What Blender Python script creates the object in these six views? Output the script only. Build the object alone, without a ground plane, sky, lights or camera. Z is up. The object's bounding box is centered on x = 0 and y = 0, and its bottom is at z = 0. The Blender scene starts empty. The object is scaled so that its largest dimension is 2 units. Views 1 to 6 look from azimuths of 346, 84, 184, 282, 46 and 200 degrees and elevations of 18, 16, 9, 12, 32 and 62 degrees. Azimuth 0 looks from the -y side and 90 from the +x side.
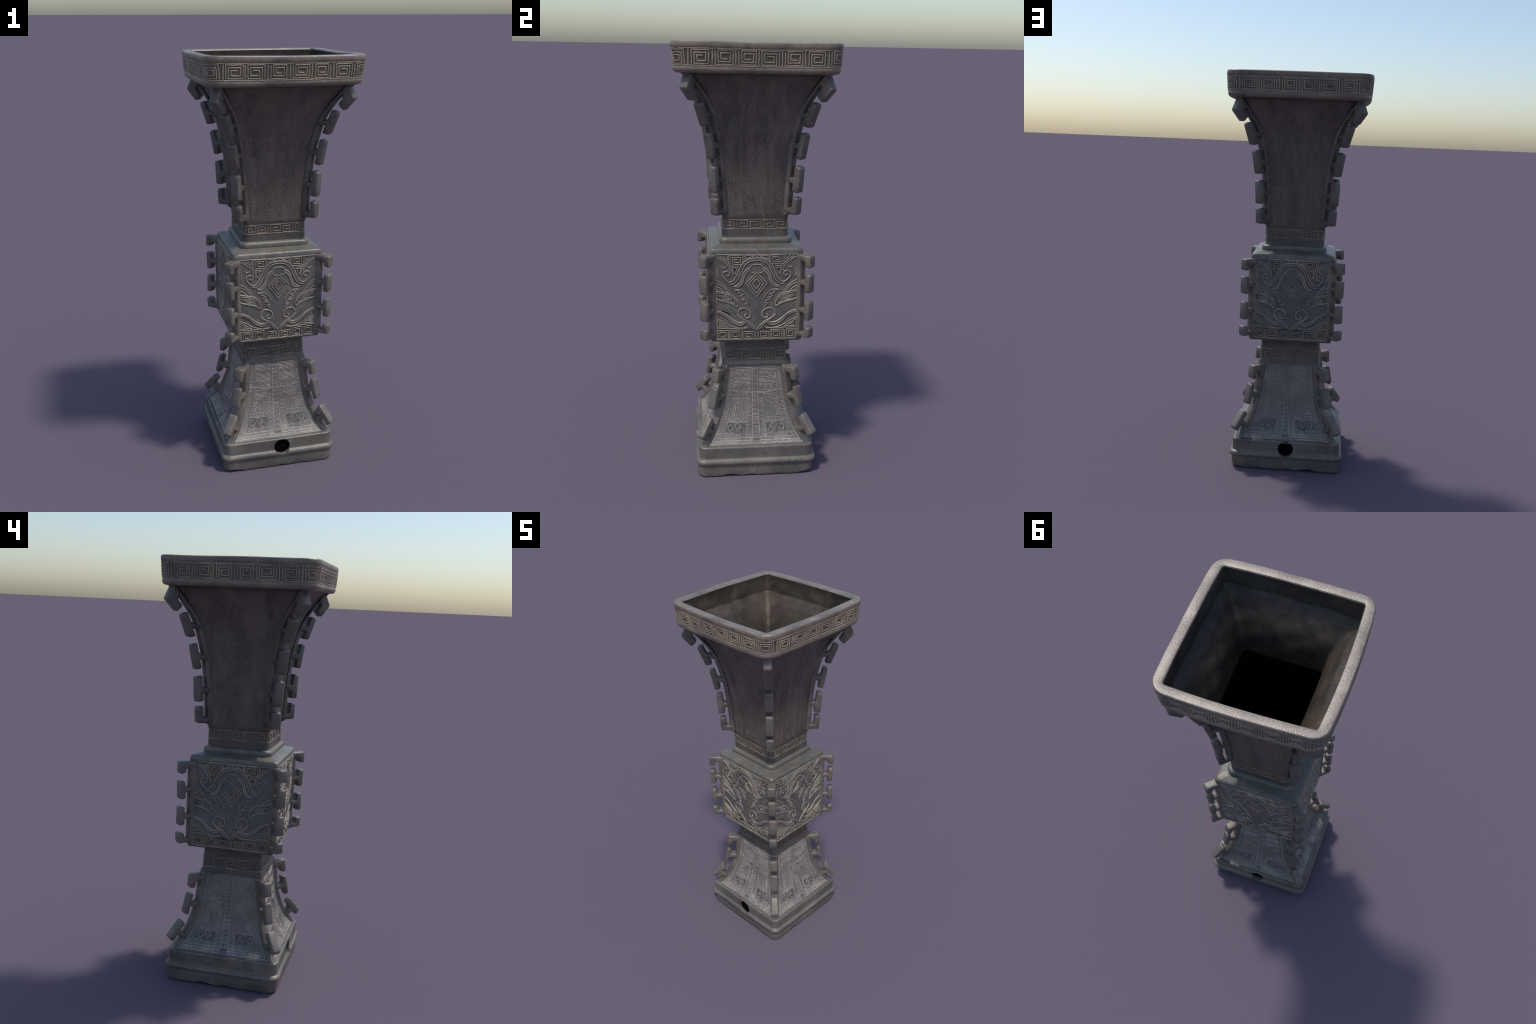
"""Square bronze beaker vase: flaring mouth, cubic knop with animal masks,
spreading foot on a moulded plinth, openwork hooked flanges on every corner."""
import bpy, bmesh, math, random
import numpy as np
from mathutils import Vector, Matrix

rng = np.random.default_rng(7)
random.seed(7)

# ------------------------------------------------------------------ materials
def srgb(r, g, b):
    f = lambda c: (c / 255 / 12.92) if c / 255 <= 0.04045 else ((c / 255 + 0.055) / 1.055) ** 2.4
    return (f(r), f(g), f(b), 1.0)


def bronze(name, dark, mid, light, scale=7.0, stretch=(1, 1, 1), fleck=(0.30, 0.27, 0.23, 1), fleck_amount=0.35, fleck_scale=95,
           verdigris=0.0, stain=None, stain_amount=0.0, rough=0.52, bump=0.24, grain=1.1, spec=0.5, metal=0.12):
    """Patinated bronze: broad cloudy tone, streaks, fine grain and pale rub marks."""
    m = bpy.data.materials.new(name)
    m.use_nodes = True
    nt = m.node_tree
    N, L = nt.nodes, nt.links
    bsdf = N["Principled BSDF"]
    tc = N.new("ShaderNodeTexCoord")
    mp = N.new("ShaderNodeMapping")
    mp.inputs["Scale"].default_value = stretch
    L.new(tc.outputs["Object"], mp.inputs["Vector"])

    def noise(s, detail=6, rough_=0.6, src=None, dist=0.0):
        n = N.new("ShaderNodeTexNoise")
        n.inputs["Scale"].default_value = s
        n.inputs["Detail"].default_value = detail
        n.inputs["Roughness"].default_value = rough_
        n.inputs["Distortion"].default_value = dist
        L.new((src or mp.outputs["Vector"]), n.inputs["Vector"])
        return n

    def ramp(fac, stops):
        r = N.new("ShaderNodeValToRGB")
        e = r.color_ramp.elements
        e[0].position, e[0].color = stops[0]
        e[1].position, e[1].color = stops[-1]
        for p, c in stops[1:-1]:
            k = e.new(p)
            k.color = c
        L.new(fac, r.inputs["Fac"])
        return r

    def mix(fac, a, b, mode="MIX"):
        x = N.new("ShaderNodeMix")
        x.data_type = "RGBA"
        x.blend_type = mode
        if isinstance(fac, float):
            x.inputs["Factor"].default_value = fac
        else:
            L.new(fac, x.inputs["Factor"])
        for sock, v in (("A", a), ("B", b)):
            s = [i for i in x.inputs if i.name == sock and i.type == "RGBA"][0]
            if isinstance(v, tuple):
                s.default_value = v
            else:
                L.new(v, s)
        return [o for o in x.outputs if o.type == "RGBA"][0]

    broad = noise(scale, 5, 0.62, dist=0.4)
    col = ramp(broad.outputs["Fac"], [(0.30, dark), (0.52, mid), (0.74, light)]).outputs["Color"]
    # fine mottling
    fine = noise(scale * 11, 4, 0.7)
    k = ramp(fine.outputs["Fac"], [(0.30, (0.72, 0.72, 0.73, 1)), (0.70, (1.24, 1.22, 1.19, 1))]).outputs["Color"]
    col = mix(grain * 0.75, col, k, "MULTIPLY")
    # pale flecks where the patina is rubbed
    fl = noise(fleck_scale, 4, 0.78)
    fm = ramp(fl.outputs["Fac"], [(0.57, (0, 0, 0, 1)), (0.72, (fleck_amount,) * 3 + (1,))]).outputs["Color"]
    col = mix(fm, col, fleck)
    if stain:
        sn = noise(5.5, 5, 0.65, src=mp.outputs["Vector"], dist=1.2)
        sm = ramp(sn.outputs["Fac"], [(0.42, (0, 0, 0, 1)), (0.66, (stain_amount,) * 3 + (1,))]).outputs["Color"]
        col = mix(sm, col, stain)
    if verdigris > 0:
        vn = noise(4.5, 4, 0.55, src=tc.outputs["Object"], dist=0.8)
        vm = ramp(vn.outputs["Fac"], [(0.50, (0, 0, 0, 1)), (0.70, (verdigris,) * 3 + (1,))]).outputs["Color"]
        col = mix(vm, col, srgb(88, 96, 91))
    L.new(col, bsdf.inputs["Base Color"])
    rr = N.new("ShaderNodeMapRange")
    rr.inputs["To Min"].default_value = rough - 0.10
    rr.inputs["To Max"].default_value = rough + 0.12
    L.new(fine.outputs["Fac"], rr.inputs["Value"])
    L.new(rr.outputs["Result"], bsdf.inputs["Roughness"])
    bsdf.inputs["Specular IOR Level"].default_value = spec
    bsdf.inputs["Metallic"].default_value = metal
    bn = noise(160, 3, 0.6, src=tc.outputs["Object"])
    b = N.new("ShaderNodeBump")
    b.inputs["Strength"].default_value = bump
    b.inputs["Distance"].default_value = 0.004
    add = N.new("ShaderNodeMath")
    add.operation = "ADD"
    L.new(bn.outputs["Fac"], add.inputs[0])
    L.new(fine.outputs["Fac"], add.inputs[1])
    L.new(add.outputs[0], b.inputs["Height"])
    L.new(b.outputs["Normal"], bsdf.inputs["Normal"])
    return m


G = srgb
BROWN, TAN, RUST = G(98, 82, 69), G(146, 124, 98), G(112, 88, 66)
MAT = {
    "rim": bronze("rim_patina", G(87, 80, 75), G(117, 107, 98), G(141, 127, 111), fleck=G(168, 154, 138), stain=TAN, stain_amount=0.35, verdigris=0.2, rough=0.42),
    "rim_band": bronze("frieze_ground_dark", G(72, 65, 59), G(92, 82, 74), G(112, 98, 84), scale=9, fleck=G(128, 114, 98), stain=BROWN, stain_amount=0.4, rough=0.5),
    "rim_line": bronze("rim_ridge_patina", G(113, 103, 94), G(143, 130, 116), G(167, 148, 124), scale=10, fleck=G(188, 174, 155), rough=0.46),
    "lip": bronze("lip_patina", G(103, 97, 91), G(128, 120, 112), G(149, 139, 129), scale=10, fleck=G(174, 164, 152), fleck_amount=0.5, stain=BROWN, stain_amount=0.25, rough=0.38),
    "inside": bronze("mouth_lining", G(36, 33, 29), G(62, 56, 49), G(92, 83, 70), scale=5, fleck=G(126, 114, 98), stain=BROWN, stain_amount=0.35, rough=0.6),
    "well": bronze("near_black", G(6, 6, 6), G(8, 8, 8), G(11, 11, 11), fleck=G(12, 12, 12), rough=0.95, spec=0.05, metal=0.0),
    "trumpet": bronze("dark_brown_patina", G(64, 60, 60), G(90, 82, 79), G(114, 103, 96), scale=8, stretch=(1.6, 1.6, 0.45), fleck=G(156, 140, 124), fleck_amount=0.75, fleck_scale=120, stain=G(104, 84, 70), stain_amount=0.45, rough=0.46),
    "trumpet_line": bronze("leaf_ridge_patina", G(87, 78, 73), G(115, 103, 94), G(137, 121, 108), scale=14, fleck=G(152, 136, 120), rough=0.48),
    "neck": bronze("neck_patina", G(63, 59, 57), G(81, 75, 71), G(101, 93, 86), scale=9, fleck=G(132, 122, 111), stain=BROWN, stain_amount=0.35, verdigris=0.25, rough=0.42),
    "neck_line": bronze("neck_ridge_patina", G(94, 85, 76), G(124, 111, 98), G(144, 128, 110), scale=16, rough=0.48),
    "shoulder": bronze("shoulder_patina", G(86, 84, 79), G(106, 102, 95), G(126, 119, 109), scale=8, fleck=G(150, 143, 132), verdigris=0.3, rough=0.36),
    "block": bronze("grey_patina", G(79, 78, 77), G(100, 97, 94), G(120, 114, 107), scale=8, fleck=G(136, 128, 118), fleck_amount=0.35, stain=G(96, 84, 74), stain_amount=0.3, verdigris=0.12, rough=0.44),
    "block_dark": bronze("mask_shade_tint", G(54, 51, 49), G(71, 67, 63), G(88, 82, 75), scale=14, fleck=G(104, 96, 87), rough=0.55),
    "block_line": bronze("mask_ridge_patina", G(116, 109, 101), G(145, 135, 123), G(172, 156, 137), scale=11, fleck=G(186, 174, 157), rough=0.45),
    "skirt": bronze("foot_patina", G(90, 87, 85), G(112, 107, 104), G(134, 127, 121), scale=8, fleck=G(152, 144, 137), fleck_amount=0.4, stain=G(112, 101, 92), stain_amount=0.3, rough=0.48),
    "skirt_line": bronze("foot_ridge_patina", G(120, 115, 111), G(151, 144, 138), G(180, 170, 161), scale=14, fleck=G(196, 186, 177), rough=0.46),
    "skirt_dark": bronze("dark_field_tone", G(72, 70, 70), G(88, 85, 83), G(106, 101, 97), scale=22, fleck_amount=0.2, rough=0.6),
    "plinth": bronze("plinth_patina", G(81, 78, 75), G(105, 100, 94), G(129, 122, 113), scale=6, fleck=G(152, 143, 133), stain=G(104, 93, 80), stain_amount=0.3, verdigris=0.25, rough=0.4),
    "flange": bronze("flange_patina", G(86, 82, 80), G(108, 102, 97), G(130, 120, 110), scale=11, fleck=G(160, 143, 122), stain=G(122, 102, 80), stain_amount=0.3, verdigris=0.12, rough=0.42),
    "flange_dark": bronze("upper_flange_patina", G(75, 71, 71), G(95, 89, 86), G(115, 107, 100), scale=11, fleck=G(150, 134, 116), stain=G(104, 84, 70), stain_amount=0.3, rough=0.42),
}

# ------------------------------------------------------------------ profiles
# every row: height z, half width x, half width y, corner radius
def rows_curve(rows, steps=6):
    """Catmull-Rom through the rows (smooth profile)."""
    a = np.array(rows, float)
    out = []
    for i in range(len(a) - 1):
        p0, p1, p2, p3 = a[max(i - 1, 0)], a[i], a[i + 1], a[min(i + 2, len(a) - 1)]
        for t in np.linspace(0, 1, steps, endpoint=False):
            out.append(0.5 * (2 * p1 + (p2 - p0) * t + (2 * p0 - 5 * p1 + 4 * p2 - p3) * t * t + (3 * p1 - p0 - 3 * p2 + p3) * t ** 3))
    out.append(a[-1])
    return np.array(out)


def axis(z):
    """The casting leans a little: centre of the square section at height z."""
    cy = np.interp(z, [0.0, 0.16, 0.66, 1.1, 1.25, 1.8, 1.875, 2.0], [0.019, 0.020, 0.017, 0.013, 0.011, 0.007, 0.001, 0.0])
    cx = np.interp(z, [0.0, 0.15, 0.20, 0.50, 0.66, 1.1, 1.25, 1.4, 1.7, 1.85, 1.9, 2.0], [-0.004, -0.003, 0.002, 0.001, 0.000, 0.000, -0.001, -0.003, -0.003, -0.002, -0.001, 0.0])
    return cx, cy


def wobble(p):
    """Gentle unevenness of a hand-finished casting (vector field, metres)."""
    x, y, z = p[..., 0], p[..., 1], p[..., 2]
    a = np.sin(9.1 * x + 5.3 * z + 1.1) * np.sin(7.7 * y - 4.1 * z + 0.4)
    b = np.sin(13.3 * y + 6.9 * z + 2.0) * np.sin(8.9 * x + 3.0 * z)
    c = np.sin(8.3 * x + 1.7) * np.sin(7.1 * y + 0.9)
    d = 0.0016
    return np.stack([d * a, d * b, d * 0.9 * c * np.clip(z / 0.4, 0, 1)], -1)


def ring(hx, hy, r, z, ns=36, nc=8, dip=None):
    """Rounded rectangle, counter-clockwise seen from above, starting on the -y side."""
    pts = []
    for k, (sx, sy) in enumerate(((1, -1), (1, 1), (-1, 1), (-1, -1))):
        a0 = -math.pi / 2 + k * math.pi / 2
        c = np.array([sx * (hx - r), sy * (hy - r)])
        # straight run leading to this corner
        d = np.array([math.cos(a0 + math.pi / 2), math.sin(a0 + math.pi / 2)])
        start = c + r * np.array([math.cos(a0), math.sin(a0)])
        run = 2 * ((hx - r) if k % 2 == 0 else (hy - r))
        for i in range(ns):
            pts.append(start - d * run * (1 - i / ns))
        for i in range(nc):
            a = a0 + (i / nc) * math.pi / 2
            pts.append(c + r * np.array([math.cos(a), math.sin(a)]))
    pts = np.array(pts)
    cx, cy = axis(z)
    return np.column_stack([pts[:, 0] + cx, pts[:, 1] + cy, np.full(len(pts), z)])


def mesh_object(name, verts, faces, mat, smooth_angle=40, parent=None, normals_out=True):
    me = bpy.data.meshes.new(name)
    me.from_pydata([tuple(v) for v in verts], [], [tuple(f) for f in faces])
    me.materials.append(mat)
    me.validate()
    if normals_out:
        bm = bmesh.new()
        bm.from_mesh(me)
        bmesh.ops.recalc_face_normals(bm, faces=bm.faces)
        bm.to_mesh(me)
        bm.free()
    me.polygons.foreach_set("use_smooth", [True] * len(me.polygons))
    if smooth_angle:
        me.set_sharp_from_angle(angle=math.radians(smooth_angle))
    ob = bpy.data.objects.new(name, me)
    bpy.context.scene.collection.objects.link(ob)
    if parent:
        ob.parent = parent
    return ob


def loft(name, rows, mat, parent, ns=36, nc=8, cap_bottom=False, cap_top=False, wob=1.0, edit=None, angle=35):
    rings = [ring(hx, hy, r, z, ns, nc) for z, hx, hy, r in rows]
    V = np.array(rings)
    n = V.shape[1]
    V = V + wob * wobble(V)
    if edit:
        V = edit(V)
    verts = V.reshape(-1, 3)
    faces = []
    for i in range(len(rings) - 1):
        for j in range(n):
            a, b = i * n + j, i * n + (j + 1) % n
            faces.append((a, b, b + n, a + n))
    if cap_bottom:
        faces.append(tuple(range(n - 1, -1, -1)))
    if cap_top:
        faces.append(tuple(range((len(rings) - 1) * n, len(rings) * n)))
    return mesh_object(name, verts, faces, mat, angle, parent)


vase = bpy.data.objects.new("bronze_beaker_vase", None)
bpy.context.scene.collection.objects.link(vase)
vase["label"] = "square dark bronze beaker vase with hooked corner flanges"
vase["category"] = "bronze vase"

# --- mouth rim: a heavy band with rolled lip and sunk meander frieze
RIM = [
    (1.8715, 0.304, 0.305, 0.050), (1.8720, 0.328, 0.329, 0.060), (1.8755, 0.336, 0.337, 0.063), (1.882, 0.3405, 0.3415, 0.066), (1.890, 0.3425, 0.3435, 0.067),
    (1.898, 0.3420, 0.3430, 0.067), (1.9015, 0.3405, 0.3415, 0.066), (1.920, 0.3420, 0.3430, 0.066), (1.955, 0.344, 0.345, 0.066), (1.970, 0.3455, 0.3460, 0.066),
    (1.974, 0.3480, 0.3485, 0.067), (1.980, 0.3495, 0.350, 0.068), (1.989, 0.350, 0.3505, 0.068), (1.995, 0.3485, 0.349, 0.067),
]
LIP = [(1.995, 0.3485, 0.349, 0.067), (1.9985, 0.345, 0.3455, 0.064), (1.9992, 0.338, 0.3385, 0.058), (1.9990, 0.314, 0.316, 0.024), (1.997, 0.306, 0.308, 0.013), (1.992, 0.303, 0.305, 0.010)]
INSIDE = rows_curve([
    (1.992, 0.303, 0.305, 0.010), (1.960, 0.307, 0.309, 0.02), (1.915, 0.304, 0.306, 0.020), (1.900, 0.3025, 0.3045, 0.018), (1.893, 0.297, 0.299, 0.016), (1.882, 0.284, 0.286, 0.016),
    (1.865, 0.269, 0.270, 0.018), (1.83, 0.247, 0.248, 0.022), (1.79, 0.224, 0.225, 0.02), (1.74, 0.202, 0.203, 0.018),
    (1.69, 0.188, 0.189, 0.018), (1.66, 0.180, 0.181, 0.016)], 5)
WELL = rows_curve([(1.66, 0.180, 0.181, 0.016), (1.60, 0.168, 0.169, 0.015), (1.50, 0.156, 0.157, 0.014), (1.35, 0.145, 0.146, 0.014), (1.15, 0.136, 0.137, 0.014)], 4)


def lift_rim(V):
    """The lip is not quite level."""
    x, y, z = V[..., 0], V[..., 1], V[..., 2]
    w = np.clip((z - 1.9) / 0.1, 0, 1)
    V[..., 2] = z + w * (0.0010 * np.sin(6 * x - 4.1 * y + 2.6) + 0.0010 * np.sin(15 * y - 5 * x) - 0.0012)
    # the four sides bow outward between the corners
    b = 0.0095 * np.clip((z - 1.86) / 0.02, 0, 1)
    V[..., 0] = x + np.where(np.abs(x) > np.abs(y), np.sign(x) * b * np.clip(1 - (y / 0.30) ** 2, 0, 1), 0)
    V[..., 1] = y + np.where(np.abs(y) >= np.abs(x), np.sign(y) * b * np.clip(1 - (x / 0.30) ** 2, 0, 1), 0)
    return V


rim = loft("rim", RIM[:7], MAT["rim"], vase, 60, 12, edit=lift_rim)
loft("rim_frieze_ground", RIM[6:10], MAT["rim_band"], vase, 60, 12, edit=lift_rim)
loft("rim_upper_moulding", RIM[9:], MAT["rim"], vase, 60, 12, edit=lift_rim)
lip = loft("lip", LIP, MAT["lip"], vase, 60, 12, edit=lift_rim)


def lumpy(V):
    """Uneven cast surface inside the mouth."""
    V = lift_rim(V)
    x, y, z = V[..., 0].copy(), V[..., 1].copy(), V[..., 2]
    w = np.clip((1.975 - z) / 0.05, 0, 1) * np.clip((z - 1.66) / 0.03, 0, 1)
    a = np.sin(31 * x + 19 * z + 1) * np.sin(27 * y - 33 * z) + 0.6 * np.sin(57 * x - 41 * z) * np.sin(63 * y + 37 * z + 2)
    V[..., 0] -= 0.0024 * w * a * np.sign(x)
    V[..., 1] -= 0.0024 * w * a * np.sign(y)
    return V


inside = loft("mouth_lining", INSIDE, MAT["inside"], vase, 60, 6, edit=lumpy)
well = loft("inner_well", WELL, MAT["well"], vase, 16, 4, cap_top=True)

# --- trumpet neck
TRUMPET = rows_curve([
    (1.2405, 0.140, 0.140, 0.010), (1.242, 0.1480, 0.1480, 0.010), (1.252, 0.1500, 0.1500, 0.010), (1.275, 0.1505, 0.1505, 0.010), (1.31, 0.1520, 0.1520, 0.010), (1.38, 0.1560, 0.1560, 0.010),
    (1.45, 0.1610, 0.1610, 0.010), (1.54, 0.1690, 0.1690, 0.010), (1.60, 0.1775, 0.1775, 0.011), (1.69, 0.1970, 0.1970, 0.012),
    (1.74, 0.2140, 0.2140, 0.013), (1.79, 0.2370, 0.2370, 0.016), (1.825, 0.2580, 0.2580, 0.020), (1.850, 0.2765, 0.2765, 0.028), (1.865, 0.291, 0.291, 0.038), (1.8725, 0.306, 0.306, 0.050), (1.879, 0.320, 0.320, 0.058)], 5)
TRUMPET[:, 1] += 0.0045 * np.clip((TRUMPET[:, 0] - 1.25) / 0.1, 0, 1) * np.clip((1.86 - TRUMPET[:, 0]) / 0.1, 0, 1)
trumpet = loft("trumpet_neck", TRUMPET, MAT["trumpet"], vase, 44, 5)

# --- collar below the trumpet with key-fret band
COLLAR = [(1.142, 0.1500, 0.1500, 0.028), (1.150, 0.1485, 0.1485, 0.027), (1.165, 0.1480, 0.1480, 0.027), (1.180, 0.1480, 0.1480, 0.027), (1.1835, 0.1475, 0.1475, 0.026),
          (1.19, 0.1468, 0.1468, 0.026), (1.21, 0.1468, 0.1468, 0.026), (1.228, 0.1468, 0.1468, 0.026), (1.236, 0.1475, 0.1475, 0.022), (1.2405, 0.1490, 0.1490, 0.016), (1.248, 0.1490, 0.1490, 0.012)]
COLLAR = [(z, a + 0.002, b + 0.0005, r) for z, a, b, r in COLLAR]
collar = loft("collar", COLLAR, MAT["neck"], vase, 36, 10)

# --- quarter-round moulding and sloping shoulder over the knop
MOULD = [(1.108, 0.160, 0.160, 0.030), (1.114, 0.1600, 0.1600, 0.030), (1.120, 0.1630, 0.1630, 0.031), (1.128, 0.1650, 0.1650, 0.032), (1.137, 0.1650, 0.1650, 0.032), (1.144, 0.1625, 0.1625, 0.031), (1.148, 0.157, 0.157, 0.030), (1.151, 0.147, 0.147, 0.026)]
moulding = loft("moulding", rows_curve(MOULD, 4), MAT["shoulder"], vase, 36, 10)
SHOULDER = rows_curve([(1.086, 0.2095, 0.2095, 0.012), (1.0885, 0.2112, 0.2112, 0.012), (1.100, 0.2102, 0.2102, 0.014), (1.1060, 0.2080, 0.2080, 0.016), (1.1105, 0.203, 0.203, 0.02), (1.115, 0.188, 0.188, 0.024), (1.119, 0.172, 0.172, 0.028), (1.122, 0.162, 0.162, 0.028)], 4)
shoulder = loft("shoulder", SHOULDER, MAT["shoulder"], vase, 36, 8)

# --- cubic knop
BLOCK = [(0.662, 0.120, 0.120, 0.010), (0.6622, 0.170, 0.170, 0.012), (0.6625, 0.198, 0.198, 0.012), (0.6655, 0.2065, 0.2065, 0.012), (0.671, 0.2100, 0.2100, 0.012)]
BLOCK += [(z, 0.2105, 0.2105, 0.011) for z in np.linspace(0.68, 1.07, 30)]
BLOCK += [(1.083, 0.2105, 0.2105, 0.012), (1.094, 0.2095, 0.2095, 0.014), (1.098, 0.19, 0.19, 0.014)]
knop = loft("knop", BLOCK, MAT["block"], vase, 40, 6)

# --- lower neck with key-fret band
LOWNECK = [(0.526, 0.1600, 0.1540, 0.018), (0.534, 0.1590, 0.1520, 0.020), (0.543, 0.1550, 0.1475, 0.022), (0.547, 0.1525, 0.1445, 0.022), (0.560, 0.1520, 0.1440, 0.022),
           (0.595, 0.1510, 0.1430, 0.022), (0.612, 0.1505, 0.1425, 0.022), (0.616, 0.1495, 0.1415, 0.022), (0.640, 0.1495, 0.1415, 0.022), (0.652, 0.1515, 0.1440, 0.022), (0.659, 0.1580, 0.1520, 0.022), (0.664, 0.1700, 0.1660, 0.022)]
LOWNECK = [(z, a, b + 0.002, r) for z, a, b, r in LOWNECK]
lowneck = loft("lower_neck", LOWNECK, MAT["neck"], vase, 36, 8)

# --- spreading foot
SKIRT = rows_curve([(0.140, 0.268, 0.264, 0.034), (0.150, 0.262, 0.258, 0.026), (0.160, 0.2520, 0.2480, 0.016), (0.177, 0.2370, 0.2340, 0.012), (0.212, 0.2160, 0.2125, 0.011), (0.250, 0.2010, 0.1965, 0.010),
                    (0.289, 0.1870, 0.1830, 0.010), (0.330, 0.1765, 0.1730, 0.010), (0.373, 0.1690, 0.1660, 0.010), (0.459, 0.1570, 0.1545, 0.010), (0.516, 0.1530, 0.1505, 0.012), (0.532, 0.1525, 0.1500, 0.014)], 6)
skirt = loft("foot", SKIRT, MAT["skirt"], vase, 44, 5)

# --- plinth with bead, drilled on two sides
PLINTH = rows_curve([(0.000, 0.2780, 0.2740, 0.030), (0.004, 0.2815, 0.2775, 0.030), (0.020, 0.2825, 0.2785, 0.030), (0.045, 0.2825, 0.2785, 0.030), (0.060, 0.2820, 0.2780, 0.030)], 3).tolist()
PLINTH += rows_curve([(0.0605, 0.2835, 0.2795, 0.030), (0.064, 0.2890, 0.2850, 0.032), (0.072, 0.2925, 0.2885, 0.034), (0.080, 0.2920, 0.2880, 0.034), (0.087, 0.2875, 0.2835, 0.032), (0.090, 0.2825, 0.2785, 0.031),
                     (0.094, 0.2795, 0.2755, 0.030), (0.110, 0.2790, 0.2750, 0.030), (0.140, 0.2795, 0.2755, 0.028), (0.1475, 0.2795, 0.2755, 0.027), (0.1515, 0.2770, 0.2730, 0.026), (0.1535, 0.271, 0.267, 0.022), (0.1545, 0.250, 0.247, 0.02)], 3).tolist()


def chip_bottom(V):
    """Worn, broken lower edge."""
    ang = np.arctan2(V[..., 1], V[..., 0])
    z = V[..., 2]
    e = 0.5 + 0.5 * np.sin(5 * ang + 0.7) * np.sin(11 * ang + 2.2)
    e = np.clip(e - 0.45, 0, 1) ** 1.2 * 0.022
    w = np.clip(1 - z / 0.03, 0, 1)
    V[..., 2] = z + e * w
    s = 1 - 0.004 * w * np.sin(23 * ang) ** 2
    V[..., 0] *= s
    V[..., 1] *= s
    return V


PLINTH = [(z, a - 0.0035, b - 0.0035, r + 0.006) for z, a, b, r in PLINTH]
plinth = loft("plinth", PLINTH, MAT["plinth"], vase, 60, 8, cap_bottom=True, cap_top=True, wob=1.0, edit=chip_bottom)


def boolean_cut(target, cutter):
    md = target.modifiers.new("cut", "BOOLEAN")
    md.operation = "DIFFERENCE"
    md.solver = "EXACT"
    md.object = cutter
    bpy.context.view_layer.update()
    dg = bpy.context.evaluated_depsgraph_get()
    me = bpy.data.meshes.new_from_object(target.evaluated_get(dg))
    target.modifiers.clear()
    old = target.data
    target.data = me
    bpy.data.meshes.remove(old)
    me.set_sharp_from_angle(angle=math.radians(35))
    cm = cutter.data
    bpy.data.objects.remove(cutter)
    bpy.data.meshes.remove(cm)


def cylinder_y(x, z, y0, y1, r, n=40):
    v, f = [], []
    for y in (y0, y1):
        for i in range(n):
            a = 2 * math.pi * i / n
            v.append((x + r * math.cos(a), y, z + r * math.sin(a)))
    for i in range(n):
        f.append((i, (i + 1) % n, n + (i + 1) % n, n + i))
    f += [tuple(range(n)), tuple(range(n, 2 * n))]
    return v, f


def drill(x, y0, y1, z, r):
    v, f = cylinder_y(x, z, y0, y1, r)
    c = mesh_object("drill", v, f, MAT["well"], 0)
    boolean_cut(plinth, c)
    # near-black plug a little way inside the drilled hole
    s = 1 if y1 > y0 else -1
    v, f = cylinder_y(x, z, y0 + s * 0.118, y1 - s * 0.002, r - 0.0006)
    mesh_object("hole_black_plug", v, f, MAT["well"], 30, vase)


drill(0.011, -0.36, -0.06, 0.109, 0.0405)
drill(-0.005, 0.40, 0.10, 0.113, 0.0395)

# ------------------------------------------------------------------ ornament on the surface
def interp_rows(rows):
    a = np.array(rows, float)
    a = a[np.argsort(a[:, 0], kind="stable")]
    return lambda z: tuple(np.interp(z, a[:, 0], a[:, i]) for i in (1, 2, 3))


def face_mapper(rows, k):
    """Side k (0 front -y, 1 right +x, 2 back +y, 3 left -x): (s, z, height) -> point."""
    f = interp_rows(rows)

    def m(s, z, off):
        hx, hy, _ = f(z)
        e = 0.004
        u0, v0, _ = f(z - e)
        u1, v1, _ = f(z + e)
        h, slope = ((hy, (v1 - v0) / (2 * e)) if k % 2 == 0 else (hx, (u1 - u0) / (2 * e)))
        nl = np.sqrt(1 + slope ** 2)
        d = h + off / nl
        zz = z - off * slope / nl
        cx, cy = axis(z)
        x, y = ((s, -d), (d, s), (-s, d), (-d, -s))[k]
        p = np.stack([x + cx, y + cy, zz + 0 * s], -1)
        return p + wobble(p)
    return m


def wrap_mapper(rows, k):
    """Like face_mapper, but s runs on round the rounded corners."""
    f = interp_rows(rows)

    def m(s, z, off):
        hx, hy, r = f(z)
        a, b = (hx, hy) if k % 2 == 0 else (hy, hx)       # a: half width of this side, b: its distance
        sg, q = np.sign(s), np.abs(s)
        flat = a - r
        arc = r * math.pi / 2
        t = np.clip((q - flat) / np.maximum(r, 1e-6), 0, math.pi / 2)
        over = np.maximum(q - flat - arc, 0)
        lx = np.minimum(q, flat) + (r + off) * np.sin(t)
        ly = (b - r) + (r + off) * np.cos(t) - over
        lx = lx * sg
        cx, cy = axis(z)
        x, y = ((lx, -ly), (ly, lx), (-lx, ly), (-ly, -lx))[k]
        p = np.stack([x + cx, y + cy, z + 0 * s], -1)
        p = p + wobble(p)
        return lift_rim(p) if rows is RIM else p
    return m


def resample(pts, step):
    out = [np.array(pts[0], float)]
    for a, b in zip(pts[:-1], pts[1:]):
        a, b = np.array(a, float), np.array(b, float)
        n = max(1, int(math.ceil(np.linalg.norm(b - a) / step)))
        for i in range(1, n + 1):
            out.append(a + (b - a) * i / n)
    return np.array(out)


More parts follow.
